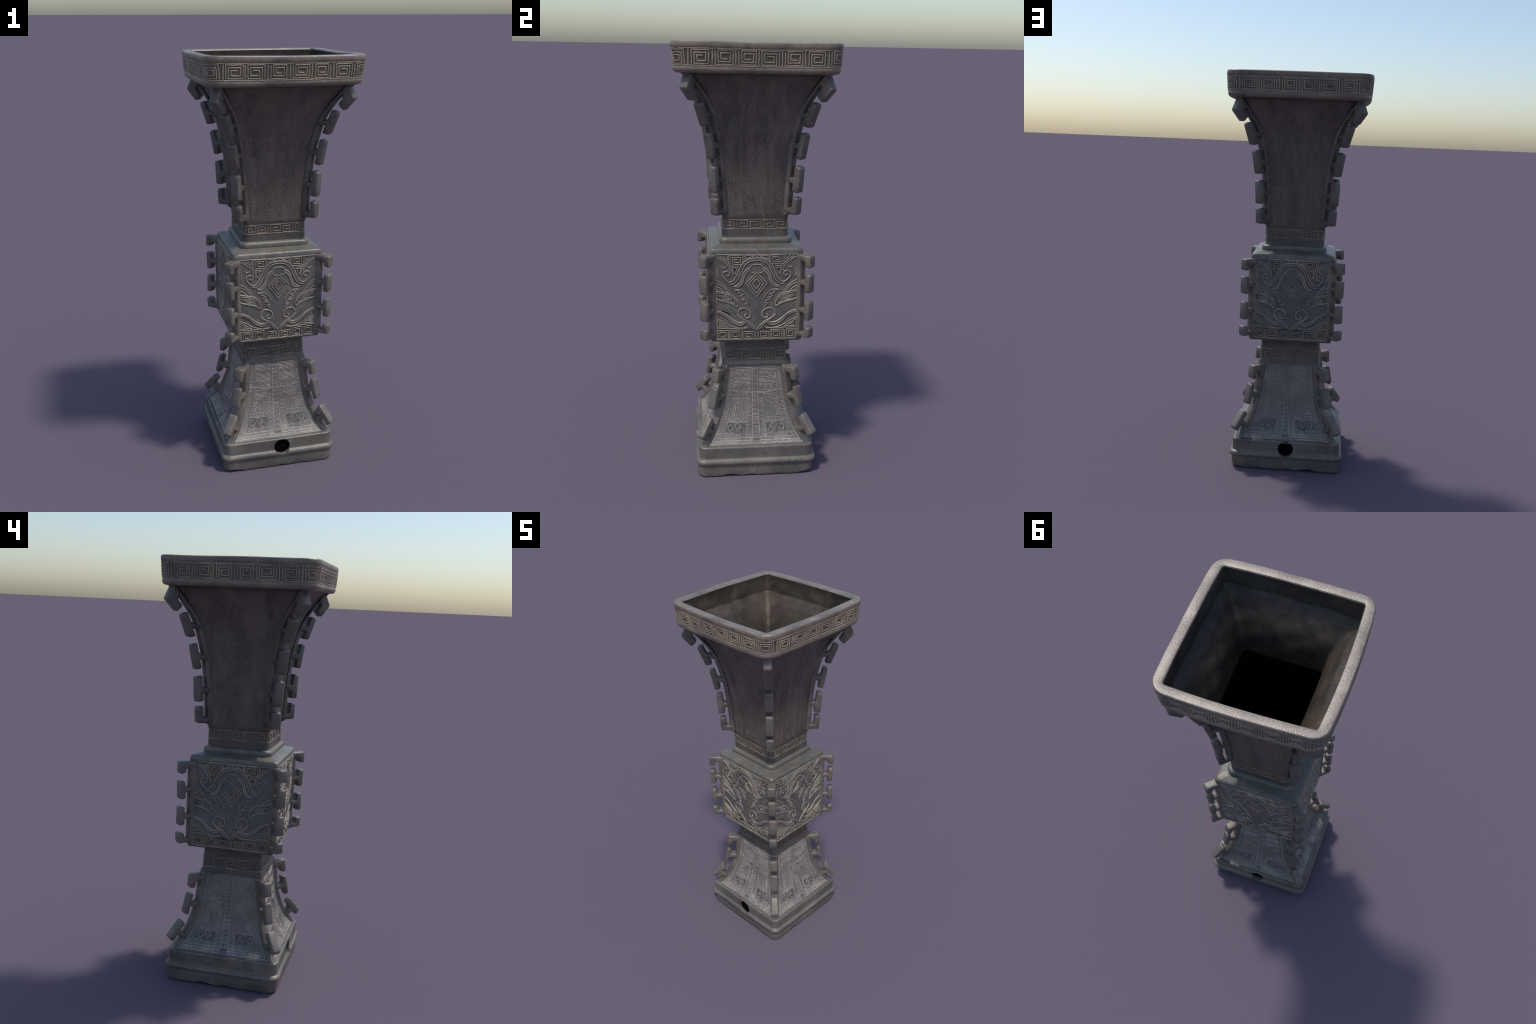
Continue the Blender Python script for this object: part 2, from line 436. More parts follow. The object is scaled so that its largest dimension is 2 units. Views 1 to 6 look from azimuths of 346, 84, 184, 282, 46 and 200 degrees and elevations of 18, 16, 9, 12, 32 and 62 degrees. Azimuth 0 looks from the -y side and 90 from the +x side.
def smooth(pts, steps=5):
    a = np.array(pts, float)
    if len(a) < 3:
        return a
    out = []
    for i in range(len(a) - 1):
        p0 = a[i - 1] if i else 2 * a[0] - a[1]
        p3 = a[i + 2] if i + 2 < len(a) else 2 * a[-1] - a[-2]
        p1, p2 = a[i], a[i + 1]
        for t in np.linspace(0, 1, steps, endpoint=False):
            out.append(0.5 * (2 * p1 + (p2 - p0) * t + (2 * p0 - 5 * p1 + 4 * p2 - p3) * t * t + (3 * p1 - p0 - 3 * p2 + p3) * t ** 3))
    out.append(a[-1])
    return np.array(out)


class Relief:
    """Collects low rounded ridges that follow lines drawn on a surface."""

    def __init__(self):
        self.v, self.f, self.n = [], [], 0

    def ridge(self, pts, mapper, width, height, step=0.012, taper=False, sink=0.0012, wander=0.0):
        p = resample(pts, step)
        if len(p) < 2:
            return
        if wander:
            p = p + wander * np.stack([np.sin(p[:, 1] * 150 + p[:, 0] * 70), np.sin(p[:, 0] * 130 + p[:, 1] * 60)], -1)
        closed = np.linalg.norm(p[0] - p[-1]) < 1e-6
        d = np.diff(p, axis=0)
        d /= np.maximum(np.linalg.norm(d, axis=1, keepdims=True), 1e-9)
        nrm = np.stack([-d[:, 1], d[:, 0]], -1)
        if closed:
            na, nb = np.vstack([nrm[-1:], nrm]), np.vstack([nrm, nrm[:1]])
        else:
            na, nb = np.vstack([nrm[:1], nrm]), np.vstack([nrm, nrm[-1:]])
        mit = na + nb
        ml = np.linalg.norm(mit, axis=1, keepdims=True)
        mit = np.where(ml > 0.3, mit / np.maximum(ml, 1e-9), nb)
        mit = mit / np.clip(np.sum(mit * nb, 1, keepdims=True), 0.55, 1)
        m = len(p)
        w = np.full(m, width / 2)
        if taper:
            t = np.linspace(0, 1, m)
            w = w * (0.35 + 0.65 * np.sin(np.pi * np.clip(t, 0.0, 1)) ** 0.6)
        cross = [(-1.0, -sink), (-0.68, 0.78 * height), (-0.25, height), (0.25, height), (0.68, 0.78 * height), (1.0, -sink)]
        rows = []
        for o, h in cross:
            q = p + mit * (o * w)[:, None]
            rows.append(mapper(q[:, 0], q[:, 1], np.full(m, h)))
        P = np.array(rows)                                  # (6, m, 3)
        c = len(cross)
        self.v.append(P.transpose(1, 0, 2).reshape(-1, 3))
        for i in range(m - 1):
            for j in range(c - 1):
                a = self.n + i * c + j
                self.f.append((a, a + 1, a + c + 1, a + c))
        if not closed:
            self.f.append(tuple(self.n + j for j in range(c)))
            self.f.append(tuple(self.n + (m - 1) * c + j for j in range(c - 1, -1, -1)))
        self.n += m * c

    def patch(self, poly, mapper, height=0.0004, sink=0.002):
        """Thin inlaid field bounded by a convex polygon."""
        p = resample(list(poly) + [poly[0]], 0.01)[:-1]
        c = p.mean(0)
        m = len(p)
        top = mapper(p[:, 0], p[:, 1], np.full(m, height))
        inn = mapper(*((p + c) / 2).T, np.full(m, height))
        bot = mapper(p[:, 0], p[:, 1], np.full(m, -sink))
        mid = mapper(c[:1], c[1:], np.array([height]))
        n = self.n
        self.v += [top, inn, bot, mid]
        for i in range(m):
            j = (i + 1) % m
            self.f.append((n + i, n + j, n + m + j, n + m + i))
            self.f.append((n + m + i, n + m + j, n + 3 * m))
            self.f.append((n + 2 * m + i, n + 2 * m + j, n + j, n + i))
        self.n += 3 * m + 1

    def build(self, name, mat, parent, kind=True):
        ob = mesh_object(name, np.vstack(self.v), self.f, mat, 50, parent)
        if kind:
            ob["kind"] = "stuff"
        return ob


def square_spiral(x0, z0, x1, z1, pitch, start=0, flip=False, inner=0.4):
    """Thunder-scroll: a squared spiral winding inward in a box."""
    w, h = x1 - x0, z1 - z0
    cor = [(0, 0), (0, 1), (1, 1), (1, 0)]
    pts, ins, k = [], 0.0, 0
    L = [0.0, 0.0, w, h]   # left, bottom, right, top limits
    left, bot, right, top = 0.0, 0.0, w, h
    pts.append((left, bot))
    d = 0
    while right - left > pitch * inner and top - bot > pitch * inner and len(pts) < 40:
        if d == 0:
            pts.append((left, top)); left += pitch
        elif d == 1:
            pts.append((right, top)); top -= pitch
        elif d == 2:
            pts.append((right, bot)); right -= pitch
        else:
            pts.append((left, bot)); bot += pitch
        d = (d + 1) % 4
    # first stroke starts on the bottom line, one pitch later strokes keep inside
    out = []
    for x, z in pts:
        for _ in range(start):
            x, z = x, z
        if start in (1, 3):
            x = w - x
        if start in (2, 3):
            z = h - z
        if flip:
            x = w - x
        out.append((x0 + x, z0 + z))
    return out


def jit(a):
    return float(rng.uniform(-a, a))


# --- rim frieze: seven scroll cells to a quarter, one sitting on each corner
rel = Relief()
zlo, zhi = 1.9045, 1.9665
for k in range(4):
    m = wrap_mapper(RIM, k)
    hxk = 0.341 if k % 2 == 0 else 0.342
    quarter = 2 * (hxk - 0.066) + 0.066 * math.pi / 2
    pitch = quarter / 7
    for i in range(7):                    # six cells on the side, the seventh on the right corner
        c = -quarter / 2 + (i + 1) * pitch + jit(0.0015)
        hw = pitch * 0.365 + jit(0.002)
        sp = square_spiral(c - hw, zlo + 0.004 + jit(0.001), c + hw, zhi - 0.003 + jit(0.001), 0.0108, start=int(rng.integers(0, 4)), inner=0.55)
        rel.ridge(sp, m, 0.0064, 0.0034, step=0.01, wander=0.0006)
        b = c - pitch / 2
        rel.ridge([(b, zlo), (b + jit(0.001), zhi)], m, 0.0070, 0.0034, step=0.01, wander=0.0005)
    q = quarter / 2
    for z in (zlo - 0.002, zhi + 0.0025):
        rel.ridge([(-q, z), (q, z)], m, 0.0058, 0.0032, step=0.01, wander=0.0004)
rel.build("rim_thunder_scroll", MAT["rim_line"], vase)

# --- fret bands on the collar and on the lower neck
def fret(rel, rows, zlo, zhi, n, span, w, h):
    for k in range(4):
        m = wrap_mapper(rows, k)
        p = 2 * span / n
        for i in range(n):
            x0 = -span + i * p
            H = zhi - zlo
            unit = [(0.0, 0.0), (0.0, 1.0 - 0.04), (0.80, 0.96), (0.80, 0.22), (0.27, 0.22), (0.27, 0.62), (0.56, 0.62)]
            if (i + k) % 2:
                unit = [(0.80 - a, 1 - b) for a, b in unit]
            rel.ridge([(x0 + a * p + 0.1 * p, zlo + b * H) for a, b in unit], m, w, h, step=0.01, wander=0.0005)
        for z in (zlo - 0.0015, zhi + 0.0015):
            rel.ridge([(-span - 0.02, z), (span + 0.02, z)], m, w * 0.9, h * 0.9, step=0.01, wander=0.0004)


rel = Relief()
fret(rel, COLLAR, 1.1875, 1.2275, 5, 0.150, 0.0052, 0.0026)
rel.build("collar_fret", MAT["neck_line"], vase)
rel = Relief()
fret(rel, LOWNECK, 0.5545, 0.604, 5, 0.150, 0.0054, 0.0026)
rel.build("lower_neck_fret", MAT["neck_line"], vase)

# --- animal mask on each side of the knop: strokes of the right half, mirrored
MASK = {
    "arch": [(0, 1.0655), (0.034, 1.061), (0.057, 1.046), (0.075, 1.020), (0.087, 0.990), (0.100, 0.965), (0.117, 0.9517), (0.137, 0.960), (0.151, 0.978),
             (0.152, 0.994), (0.140, 1.003), (0.126, 1.000), (0.121, 0.989), (0.130, 0.980), (0.139, 0.987)],
    "arch_under": [(0, 1.054), (0.026, 1.050), (0.048, 1.036), (0.063, 1.011), (0.075, 0.981), (0.090, 0.955), (0.110, 0.941), (0.126, 0.944)],
    "horn": [(0.108, 0.986), (0.1095, 1.016), (0.121, 1.037), (0.140, 1.057), (0.166, 1.074)],
    "horn_under": [(0.117, 1.006), (0.128, 1.032), (0.147, 1.050), (0.177, 1.071)],
    "comma": [(0.134, 1.031), (0.143, 1.021), (0.156, 1.022), (0.160, 1.031)],
    "edge_hook": [(0.174, 1.016), (0.179, 0.997), (0.173, 0.978)],
    "cloud": [(0, 1.0355), (0.019, 1.031), (0.0295, 1.017), (0.027, 1.000), (0.014, 0.9945), (0.006, 1.001)],
    "brow": [(0.032, 1.018), (0.048, 1.009), (0.0605, 0.989), (0.065, 0.968), (0.074, 0.949), (0.088, 0.937), (0.102, 0.931)],
    "brow_under": [(0.102, 0.931), (0.082, 0.9285), (0.067, 0.940), (0.0595, 0.956), (0.056, 0.974), (0.046, 0.992), (0.032, 1.008)],
    "feather": [(0.099, 0.915), (0.076, 0.9155), (0.059, 0.9065), (0.0445, 0.8915), (0.033, 0.868)],
    "scroll": [(0.002, 0.717), (0.020, 0.742), (0.041, 0.7605), (0.067, 0.7755), (0.082, 0.791), (0.083, 0.807), (0.072, 0.821), (0.0545, 0.8245), (0.037, 0.817),
               (0.0265, 0.802), (0.028, 0.785), (0.039, 0.776), (0.051, 0.780), (0.054, 0.790), (0.046, 0.796)],
    "scroll_under": [(0.014, 0.718), (0.024, 0.733), (0.036, 0.747), (0.058, 0.7645), (0.077, 0.779), (0.0905, 0.793)],
    "jowl": [(0.0495, 0.757), (0.062, 0.744), (0.080, 0.7415), (0.100, 0.749), (0.121, 0.7645), (0.141, 0.786), (0.165, 0.7985), (0.183, 0.8045)],
    "jowl_upper": [(0.060, 0.757), (0.0765, 0.753), (0.097, 0.7595), (0.118, 0.775), (0.141, 0.7955), (0.162, 0.807), (0.183, 0.813)],
    "chin": [(0.041, 0.731), (0.062, 0.725), (0.089, 0.728), (0.1155, 0.737), (0.136, 0.749), (0.157, 0.7635), (0.183, 0.775)],
    "lid": [(0.088, 0.832), (0.0865, 0.850), (0.095, 0.872), (0.109, 0.890), (0.133, 0.899), (0.183, 0.909)],
    "lid_inner": [(0.098, 0.8465), (0.0985, 0.861), (0.1065, 0.8765), (0.1195, 0.8875), (0.1415, 0.8945), (0.180, 0.900)],
    "lower_lid": [(0.088, 0.832), (0.119, 0.850), (0.154, 0.860), (0.183, 0.872)],
    "lower_lid_inner": [(0.098, 0.8465), (0.148, 0.8632), (0.178, 0.8673)],
    "lash": [(0.122, 0.901), (0.129, 0.915), (0.1435, 0.933), (0.164, 0.951), (0.183, 0.960)],
    "lash_mid": [(0.131, 0.902), (0.141, 0.9175), (0.157, 0.934), (0.183, 0.9475)],
    "lash_low": [(0.150, 0.9045), (0.1645, 0.920), (0.183, 0.932)],
}
MASK_SHARP = {
    "diamond": [(0, 0.996), (0.0485, 0.945), (0, 0.877)],
    "diamond_mid": [(0, 0.981), (0.0335, 0.9455), (0, 0.894)],
    "diamond_core": [(0, 0.966), (0.0185, 0.944), (0, 0.9185)],
    "barbs": [(0.0985, 0.9125), (0.075, 0.908), (0.0825, 0.900), (0.058, 0.892), (0.0755, 0.884), (0.0505, 0.873), (0.070, 0.8665), (0.0465, 0.863),
              (0.0365, 0.849), (0.0525, 0.848), (0.040, 0.8375), (0.0365, 0.8265)],
    "wedge": [(0.0875, 1.0145), (0.099, 0.986), (0.108, 1.0145)],
    "wedge_bar": [(0.083, 1.0192), (0.110, 1.0190)],
    "wedge_bar_low": [(0.080, 1.0275), (0.115, 1.0275)],
    "spandrel": [(0.004, 1.0785), (0.0505, 1.0765), (0.0515, 1.053)],
    "spandrel_in": [(0.014, 1.0735), (0.033, 1.068), (0.046, 1.0585), (0.0455, 1.072)],
    "cheek": [(0.135, 0.738), (0.1805, 0.767), (0.1812, 0.7335), (0.128, 0.7335)],
    "cheek_in": [(0.150, 0.7405), (0.172, 0.7545), (0.1723, 0.7405), (0.158, 0.7405)],
    "corner_leaf": [(0.130, 1.077), (0.130, 1.056), (0.150, 1.077)],
    "post": [(0.1255, 1.078), (0.1255, 1.040)],
    "arch_fill": [(0.004, 1.0785), (0.004, 1.068)],
}
def mask_side(rel, k):
    base = face_mapper(BLOCK, k)
    m = lambda s, z, o: base(s, 0.676 + 0.990 * (z - 0.67), o)
    for side in (1, -1):
        mm = lambda s, z, o, side=side: m(s * side, z, o)
        for name, p in MASK.items():
            broad = name in ("jowl", "arch", "scroll", "lid", "lower_lid", "brow", "brow_under", "jowl_upper")
            rel.ridge(smooth(p, 5), mm, 0.0072 if broad else 0.0058, 0.0036 if broad else 0.0028, step=0.01, wander=0.0004)
        for name, p in MASK_SHARP.items():
            rel.ridge(p, mm, 0.0058 if "diamond" in name else 0.0048, 0.0034, step=0.01, wander=0.0003)
        rel.ridge(square_spiral(0.0625, 1.036, 0.1185, 1.0785, 0.0094, start=3 if side > 0 else 1, inner=0.5), mm, 0.0048, 0.0032, step=0.01)
        rel.ridge([(0.0565, 1.078), (0.0565, 1.050)], mm, 0.005, 0.003, step=0.01)
        for r, w in ((0.0055, 0.005), (0.0135, 0.0048), (0.0215, 0.0046)):
            full = r < 0.02
            t = np.linspace(0, 2 * math.pi, 21) if full else np.linspace(0.75 * math.pi, 2.15 * math.pi, 14)
            rel.ridge([(0.1345 + r * math.cos(a) * 1.05, 0.879 + r * math.sin(a) * (0.9 if full else 0.7)) for a in t], mm, w, 0.0034, step=0.02)
        # base border: three scroll cells per half
        for i in range(3):
            x0 = 0.0045 + i * 0.0605
            hi = 0.7165 if i else 0.708
            rel.ridge(square_spiral(x0 + 0.006, 0.6745, x0 + 0.0535, hi, 0.0092, start=int(rng.integers(0, 4)), inner=0.5), mm, 0.0048, 0.0032, step=0.01, wander=0.0003)
            rel.ridge([(x0, 0.672), (x0, hi + 0.004)], mm, 0.005, 0.003, step=0.01)
        rel.ridge([(0.045, 0.7245), (0.183, 0.7265)], mm, 0.005, 0.003, step=0.01)
        rel.ridge([(0.183, 0.672), (0.1835, 1.078)], mm, 0.0045, 0.0022, step=0.012)
    rel.ridge([(-0.183, 0.6705), (0.183, 0.6705)], m, 0.005, 0.003, step=0.012, wander=0.0004)
    rel.ridge([(-0.183, 1.0815), (0.183, 1.0815)], m, 0.005, 0.0026, step=0.012, wander=0.0004)


def mask_swell(rel, k):
    """Broad rounded bands that the fine mask lines edge."""
    base = face_mapper(BLOCK, k)
    m = lambda s, z, o: base(s, 0.676 + 0.990 * (z - 0.67), o)
    pairs = [("jowl", "jowl_upper", 0.0105, 0.0036), ("arch", "arch_under", 0.0110, 0.0018), ("lash", "lash_mid", 0.0085, 0.0016)]
    for side in (1, -1):
        mm = lambda s, z, o, side=side: m(s * side, z, o)
        for a, b, w, h in pairs:
            n = min(len(MASK[a]), len(MASK[b]))
            mid = [((p[0] + q[0]) / 2, (p[1] + q[1]) / 2) for p, q in zip(MASK[a][:n - (a == "arch")], MASK[b][:n - (a == "arch")])]
            rel.ridge(smooth(mid, 5), mm, w, h, step=0.01)
        brow = [((p[0] + q[0]) / 2, (p[1] + q[1]) / 2) for p, q in zip(MASK["brow"], MASK["brow_under"][::-1])]
        rel.ridge(smooth(brow, 5), mm, 0.0130, 0.0026, step=0.01, taper=True)
        eye = [(0.1075, 0.852), (0.125, 0.867), (0.150, 0.879), (0.178, 0.885)]
        rel.ridge(smooth(eye, 5), mm, 0.026, 0.0020, step=0.01, taper=True)


def mask_painted_shade(rel, k):
    """Shade between the close-set lines, laid on as thin dark plates and strips."""
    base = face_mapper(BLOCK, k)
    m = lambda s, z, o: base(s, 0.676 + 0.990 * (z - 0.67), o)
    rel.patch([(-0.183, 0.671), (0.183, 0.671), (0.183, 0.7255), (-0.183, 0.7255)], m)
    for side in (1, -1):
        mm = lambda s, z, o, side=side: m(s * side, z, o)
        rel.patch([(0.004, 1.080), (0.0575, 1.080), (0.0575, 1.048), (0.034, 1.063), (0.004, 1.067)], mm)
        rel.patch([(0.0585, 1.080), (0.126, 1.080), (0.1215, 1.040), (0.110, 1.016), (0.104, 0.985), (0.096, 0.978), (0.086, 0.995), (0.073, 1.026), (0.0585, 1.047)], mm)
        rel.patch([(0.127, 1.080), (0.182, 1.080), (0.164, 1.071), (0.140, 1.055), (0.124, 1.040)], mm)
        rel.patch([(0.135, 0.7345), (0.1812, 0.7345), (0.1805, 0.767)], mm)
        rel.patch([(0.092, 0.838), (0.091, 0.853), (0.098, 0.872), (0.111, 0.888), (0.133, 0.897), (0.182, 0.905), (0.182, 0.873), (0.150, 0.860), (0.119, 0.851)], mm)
        # wide dark strips drawn under the bold strokes as a shadow halo
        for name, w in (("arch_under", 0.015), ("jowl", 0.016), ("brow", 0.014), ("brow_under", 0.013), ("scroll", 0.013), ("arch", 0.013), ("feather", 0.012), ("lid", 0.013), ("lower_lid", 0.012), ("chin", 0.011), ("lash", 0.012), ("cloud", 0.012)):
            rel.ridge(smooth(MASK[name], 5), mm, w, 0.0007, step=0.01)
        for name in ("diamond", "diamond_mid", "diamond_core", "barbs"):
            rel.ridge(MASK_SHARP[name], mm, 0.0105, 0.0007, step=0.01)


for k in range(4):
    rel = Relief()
    mask_painted_shade(rel, k)
    rel.build("mask_painted_shade", MAT["block_dark"], vase)
    rel = Relief()
    mask_swell(rel, k)
    rel.build("mask_swelling", MAT["block"], vase)
    rel = Relief()
    mask_side(rel, k)
    rel.build("animal_mask", MAT["block_line"], vase)

# narrow casting split in the right-hand face of the knop
def slit():
    v, f = [], []
    path = [(-0.169, 0.8185), (-0.154, 0.8150), (-0.138, 0.8080), (-0.122, 0.7985), (-0.108, 0.7895)]
    half = [0.0003, 0.0032, 0.0038, 0.0022, 0.0003]
    cx, cy = axis(0.8)
    for x in (0.165, 0.25):
        for (s, z), h in list(zip(path, half)):
            v.append((cx + x, cy + s, z + h))
        for (s, z), h in list(zip(path, half))[::-1]:
            v.append((cx + x, cy + s, z - h))
    n = 10
    for i in range(n):
        f.append((i, (i + 1) % n, n + (i + 1) % n, n + i))
    f += [tuple(range(n)), tuple(range(n, 2 * n))]
    return mesh_object("slit", v, f, MAT["well"], 0)


boolean_cut(knop, slit())

# --- foot panels: fine thunder pattern, eyes and a median of small dark plates
def skirt_side(rel, dark, k):
    m0 = face_mapper(SKIRT, k)
    f = interp_rows(SKIRT)

    def half(z):
        return (f(z)[0] if k % 2 == 0 else f(z)[1]) - 0.030
    # u in 0..1 across half the panel
    for side in (1, -1):
        def mm(u, z, o):
            return m0(side * u * half(z), z, o)
        M = lambda s, z, o: mm(s, z, o)
        thin, hgt = 0.0190, 0.0017         # widths are in panel units here

        def line(pts, w=thin, h=hgt, step=0.06):
            # panel units are about 7 times as wide as metres: draw in metres at local scale
            zc = sum(p[1] for p in pts) / len(pts)
            sc = half(zc)
            mp = lambda s, z, o: m0(side * s / sc * half(z), z, o)
            rel.ridge([(a * sc, b) for a, b in pts], mp, 0.0031 if w == thin else w, h, step=0.012, wander=0.0002)

        def spiral(u0, u1, z0, z1, pitch=0.0052, st=None):
            zc = (z0 + z1) / 2
            sc = half(zc)
            mp = lambda s, z, o: m0(side * s / sc * half(z), z, o)
            st = int(rng.integers(0, 4)) if st is None else st
            rel.ridge(square_spiral(u0 * sc, z0, u1 * sc, z1, pitch, start=st, inner=0.6), mp, 0.0030, hgt, step=0.012)

        def cells(n, u0, u1, z0, z1, pitch=0.0052):
            for i in range(n):
                a = u0 + (u1 - u0) * i / n
                b = u0 + (u1 - u0) * (i + 1) / n
                g = (b - a) * 0.09
                spiral(a + g, b - g, z0 + jit(0.0006), z1 + jit(0.0006), pitch)
        # frame
        line([(0.99, 0.166), (0.97, 0.30), (0.97, 0.515)])
        line([(0.80, 0.235), (0.80, 0.515)])
        line([(0.10, 0.166), (0.10, 0.515)])
        # upper registers of close lines and scrolls
        for z in (0.514, 0.507, 0.500, 0.493):
            line([(0.14, z), (0.78, z)])
        cells(3, 0.14, 0.80, 0.459, 0.486)
        for z in (0.452, 0.446, 0.440, 0.434):
            line([(0.14, z), (0.78, z)])
        cells(3, 0.14, 0.80, 0.396, 0.427)
        line([(0.10, 0.386), (0.45, 0.388), (0.97, 0.400)])
        line([(0.10, 0.381), (0.45, 0.383), (0.80, 0.391)])
        cells(4, 0.28, 0.78, 0.361, 0.377, 0.005)
        # nested squares
        for i in range(5):
            a = i * 0.062
            b = i * 0.0062
            line([(0.30 + a, 0.272), (0.30 + a, 0.354 - b), (0.80 - a * 0.55, 0.357 - b), (0.80 - a * 0.55, 0.272)])
        cells(2, 0.58, 0.70 + 0.02, 0.296, 0.318, 0.005)
        cells(2, 0.58, 0.70 + 0.02, 0.274, 0.292, 0.005)
        # inner key column beside the median
        for i in range(9):
            z = 0.352 - i * 0.0195
            line([(0.15, z), (0.24, z), (0.24, z - 0.011), (0.18, z - 0.011)])
        line([(0.27, 0.36), (0.27, 0.185)])
        # outer key column
        for i in range(15):
            z = 0.505 - i * 0.0185
            line([(0.84, z), (0.93, z), (0.93, z - 0.010), (0.87, z - 0.010), (0.87, z - 0.005)])
        cells(5, 0.30, 0.80, 0.250, 0.266, 0.0048)
        line([(0.28, 0.2445), (0.80, 0.2475)])
        # eye on a thin dark plate
        zc = 0.219
        sc = half(zc)
        mp = lambda s, z, o: m0(side * s / sc * half(z), z, o)
        dark.patch([(0.285 * sc, 0.2430), (0.795 * sc, 0.2455), (0.80 * sc, 0.2050), (0.55 * sc, 0.2000), (0.33 * sc, 0.1900), (0.285 * sc, 0.196)], mp)
        eye = [(0.30, 0.193), (0.34, 0.213), (0.40, 0.229), (0.48, 0.239), (0.57, 0.243), (0.555, 0.226), (0.50, 0.212), (0.42, 0.203), (0.30, 0.193)]
        rel.ridge(smooth([(a * sc, b) for a, b in eye], 4), mp, 0.0032, 0.0020, step=0.01)
        for r in (0.0028, 0.0070):
            rel.ridge([(0.445 * sc + r * math.cos(a), 0.2205 + r * math.sin(a)) for a in np.linspace(0, 2 * math.pi, 15)], mp, 0.0026, 0.0020, step=0.02)
        hook = [(0.61, 0.243), (0.60, 0.222), (0.66, 0.209), (0.74, 0.214), (0.765, 0.229), (0.72, 0.239), (0.68, 0.233), (0.685, 0.224)]
        rel.ridge(smooth([(a * sc, b) for a, b in hook], 4), mp, 0.0034, 0.0020, step=0.01)
        rel.ridge(smooth([((a * 0.82 + 0.125) * sc, b * 0.9 + 0.0218) for a, b in hook[1:6]], 4), mp, 0.0028, 0.0018, step=0.01)
        # lower registers
        cells(2, 0.56, 0.80, 0.187, 0.2015, 0.0046)
        cells(1, 0.34, 0.50, 0.1815, 0.196, 0.0044)
        cells(1, 0.12, 0.26, 0.1815, 0.192, 0.0040)
        spiral(0.86, 0.95, 0.187, 0.199, 0.004)
        line([(0.12, 0.1805), (0.98, 0.1815)])
        cells(6, 0.11, 0.90, 0.1705, 0.1795, 0.0034)
        line([(0.12, 0.1695), (1.0, 0.1700)])
        cells(7, 0.10, 0.97, 0.1605, 0.1685, 0.0032)
        line([(0.08, 0.1590), (1.04, 0.1590)])
        # small paired scrolls of the median
        zs = np.linspace(0.505, 0.172, 18)
        for z0, z1 in zip(zs[:-1], zs[1:]):
            g = (z0 - z1)
            spiral(0.015, 0.085, z1 + 0.30 * g, z1 + 0.95 * g, 0.0040, 0)
            if side > 0:
                hz = half(z1)
                w = 0.07 * hz
                dark.patch([(-w, z1 - 0.16 * g), (w, z1 - 0.16 * g), (w, z1 + 0.18 * g), (-w, z1 + 0.18 * g)], m0)


for k in range(4):
    rel, dark = Relief(), Relief()
    skirt_side(rel, dark, k)
    rel.build("foot_thunder_pattern", MAT["skirt_line"], vase)
    dark.build("dark_field_plate", MAT["skirt_dark"], vase)

# --- trumpet panels: tall plantain leaf in hairline relief, half leaves at the edges
def trumpet_side(rel, k):
    m = face_mapper(TRUMPET, k)
    f = interp_rows(TRUMPET)
    leaf = [(0.074, 1.262), (0.074, 1.40), (0.0735, 1.55), (0.071, 1.66), (0.063, 1.74), (0.046, 1.80), (0.022, 1.838), (0.0, 1.852)]
    for side in (1, -1):
        mm = lambda s, z, o: m(s * side, z, o)
        for d, h in ((0, 0.0011), (0.0055, 0.0009), (0.011, 0.0008)):
            rel.ridge(smooth([(max(a - d, 0), b - d * 0.7) for a, b in leaf], 6), mm, 0.0026, h, step=0.02, wander=0.0006)
        for i in range(9):                                # barbs rising to the leaf tip
            a = 0.004 + i * 0.0062
            top = 1.835 - 0.0021 * (i * 3.1) ** 1.35
            rel.ridge(smooth([(a + 0.004, 1.70 + jit(0.01)), (a + 0.002, 0.5 * (1.70 + top)), (a * 0.75, top)], 5), mm, 0.0022, 0.0008, step=0.02, wander=0.0005)
        half_leaf = [(0.080, 1.40), (0.086, 1.47), (0.100, 1.54), (0.120, 1.61), (0.146, 1.675), (0.166, 1.705)]
        for d in (0, 0.0055, 0.011, 0.0165):
            rel.ridge(smooth([(min(a + d, (f(b)[0] - 0.026)), b - d * 1.3) for a, b in half_leaf], 6), mm, 0.0024, 0.0010, step=0.02, wander=0.0005)
        rel.ridge([(0.083, 1.262), (0.080, 1.40)], mm, 0.0024, 0.0009, step=0.02, wander=0.0005)
        for i in range(7):                                # border scrolls
            z = 1.268 + i * 0.026
            rel.ridge(square_spiral(0.096, z, 0.116, z + 0.018, 0.0048, start=int(rng.integers(0, 4)), inner=0.7), mm, 0.0024, 0.0008, step=0.02)
        for i in range(4):                                # confronted hooks inside the leaf
            z = 1.30 + i * 0.085
            w = 0.030 + 0.006 * math.sin(i * 2.1)
            hook = [(0.010, z), (w, z + 0.006), (w + 0.018, z + 0.030), (w + 0.006, z + 0.052), (w - 0.010, z + 0.044), (w - 0.008, z + 0.030)]
            rel.ridge(smooth(hook, 5), mm, 0.0026, 0.0009, step=0.02, wander=0.0008)
        for i in range(5):
            z = 1.272 + i * 0.088 + jit(0.01)
            rel.ridge(square_spiral(0.012 + jit(0.003), z, 0.036, z + 0.020, 0.0050, start=int(rng.integers(0, 4)), inner=0.7), mm, 0.0024, 0.0007, step=0.02)


for k in range(4):
    rel = Relief()
    trumpet_side(rel, k)
    rel.build("plantain_leaf_relief", MAT["trumpet_line"], vase)

# ------------------------------------------------------------------ corner flanges
THICK = 0.044
CORNERS = [(1, -1), (1, 1), (-1, 1), (-1, -1)]


def flange_point(corner, d, w, z):
    """d along the diagonal from the axis, w across it."""
    sx, sy = CORNERS[corner]
    cx, cy = axis(z)
    u = np.array([sx, sy]) / math.sqrt(2)
    v = np.array([-sy, sx]) / math.sqrt(2)
    return (cx + d * u[0] + w * v[0], cy + d * u[1] + w * v[1], z)


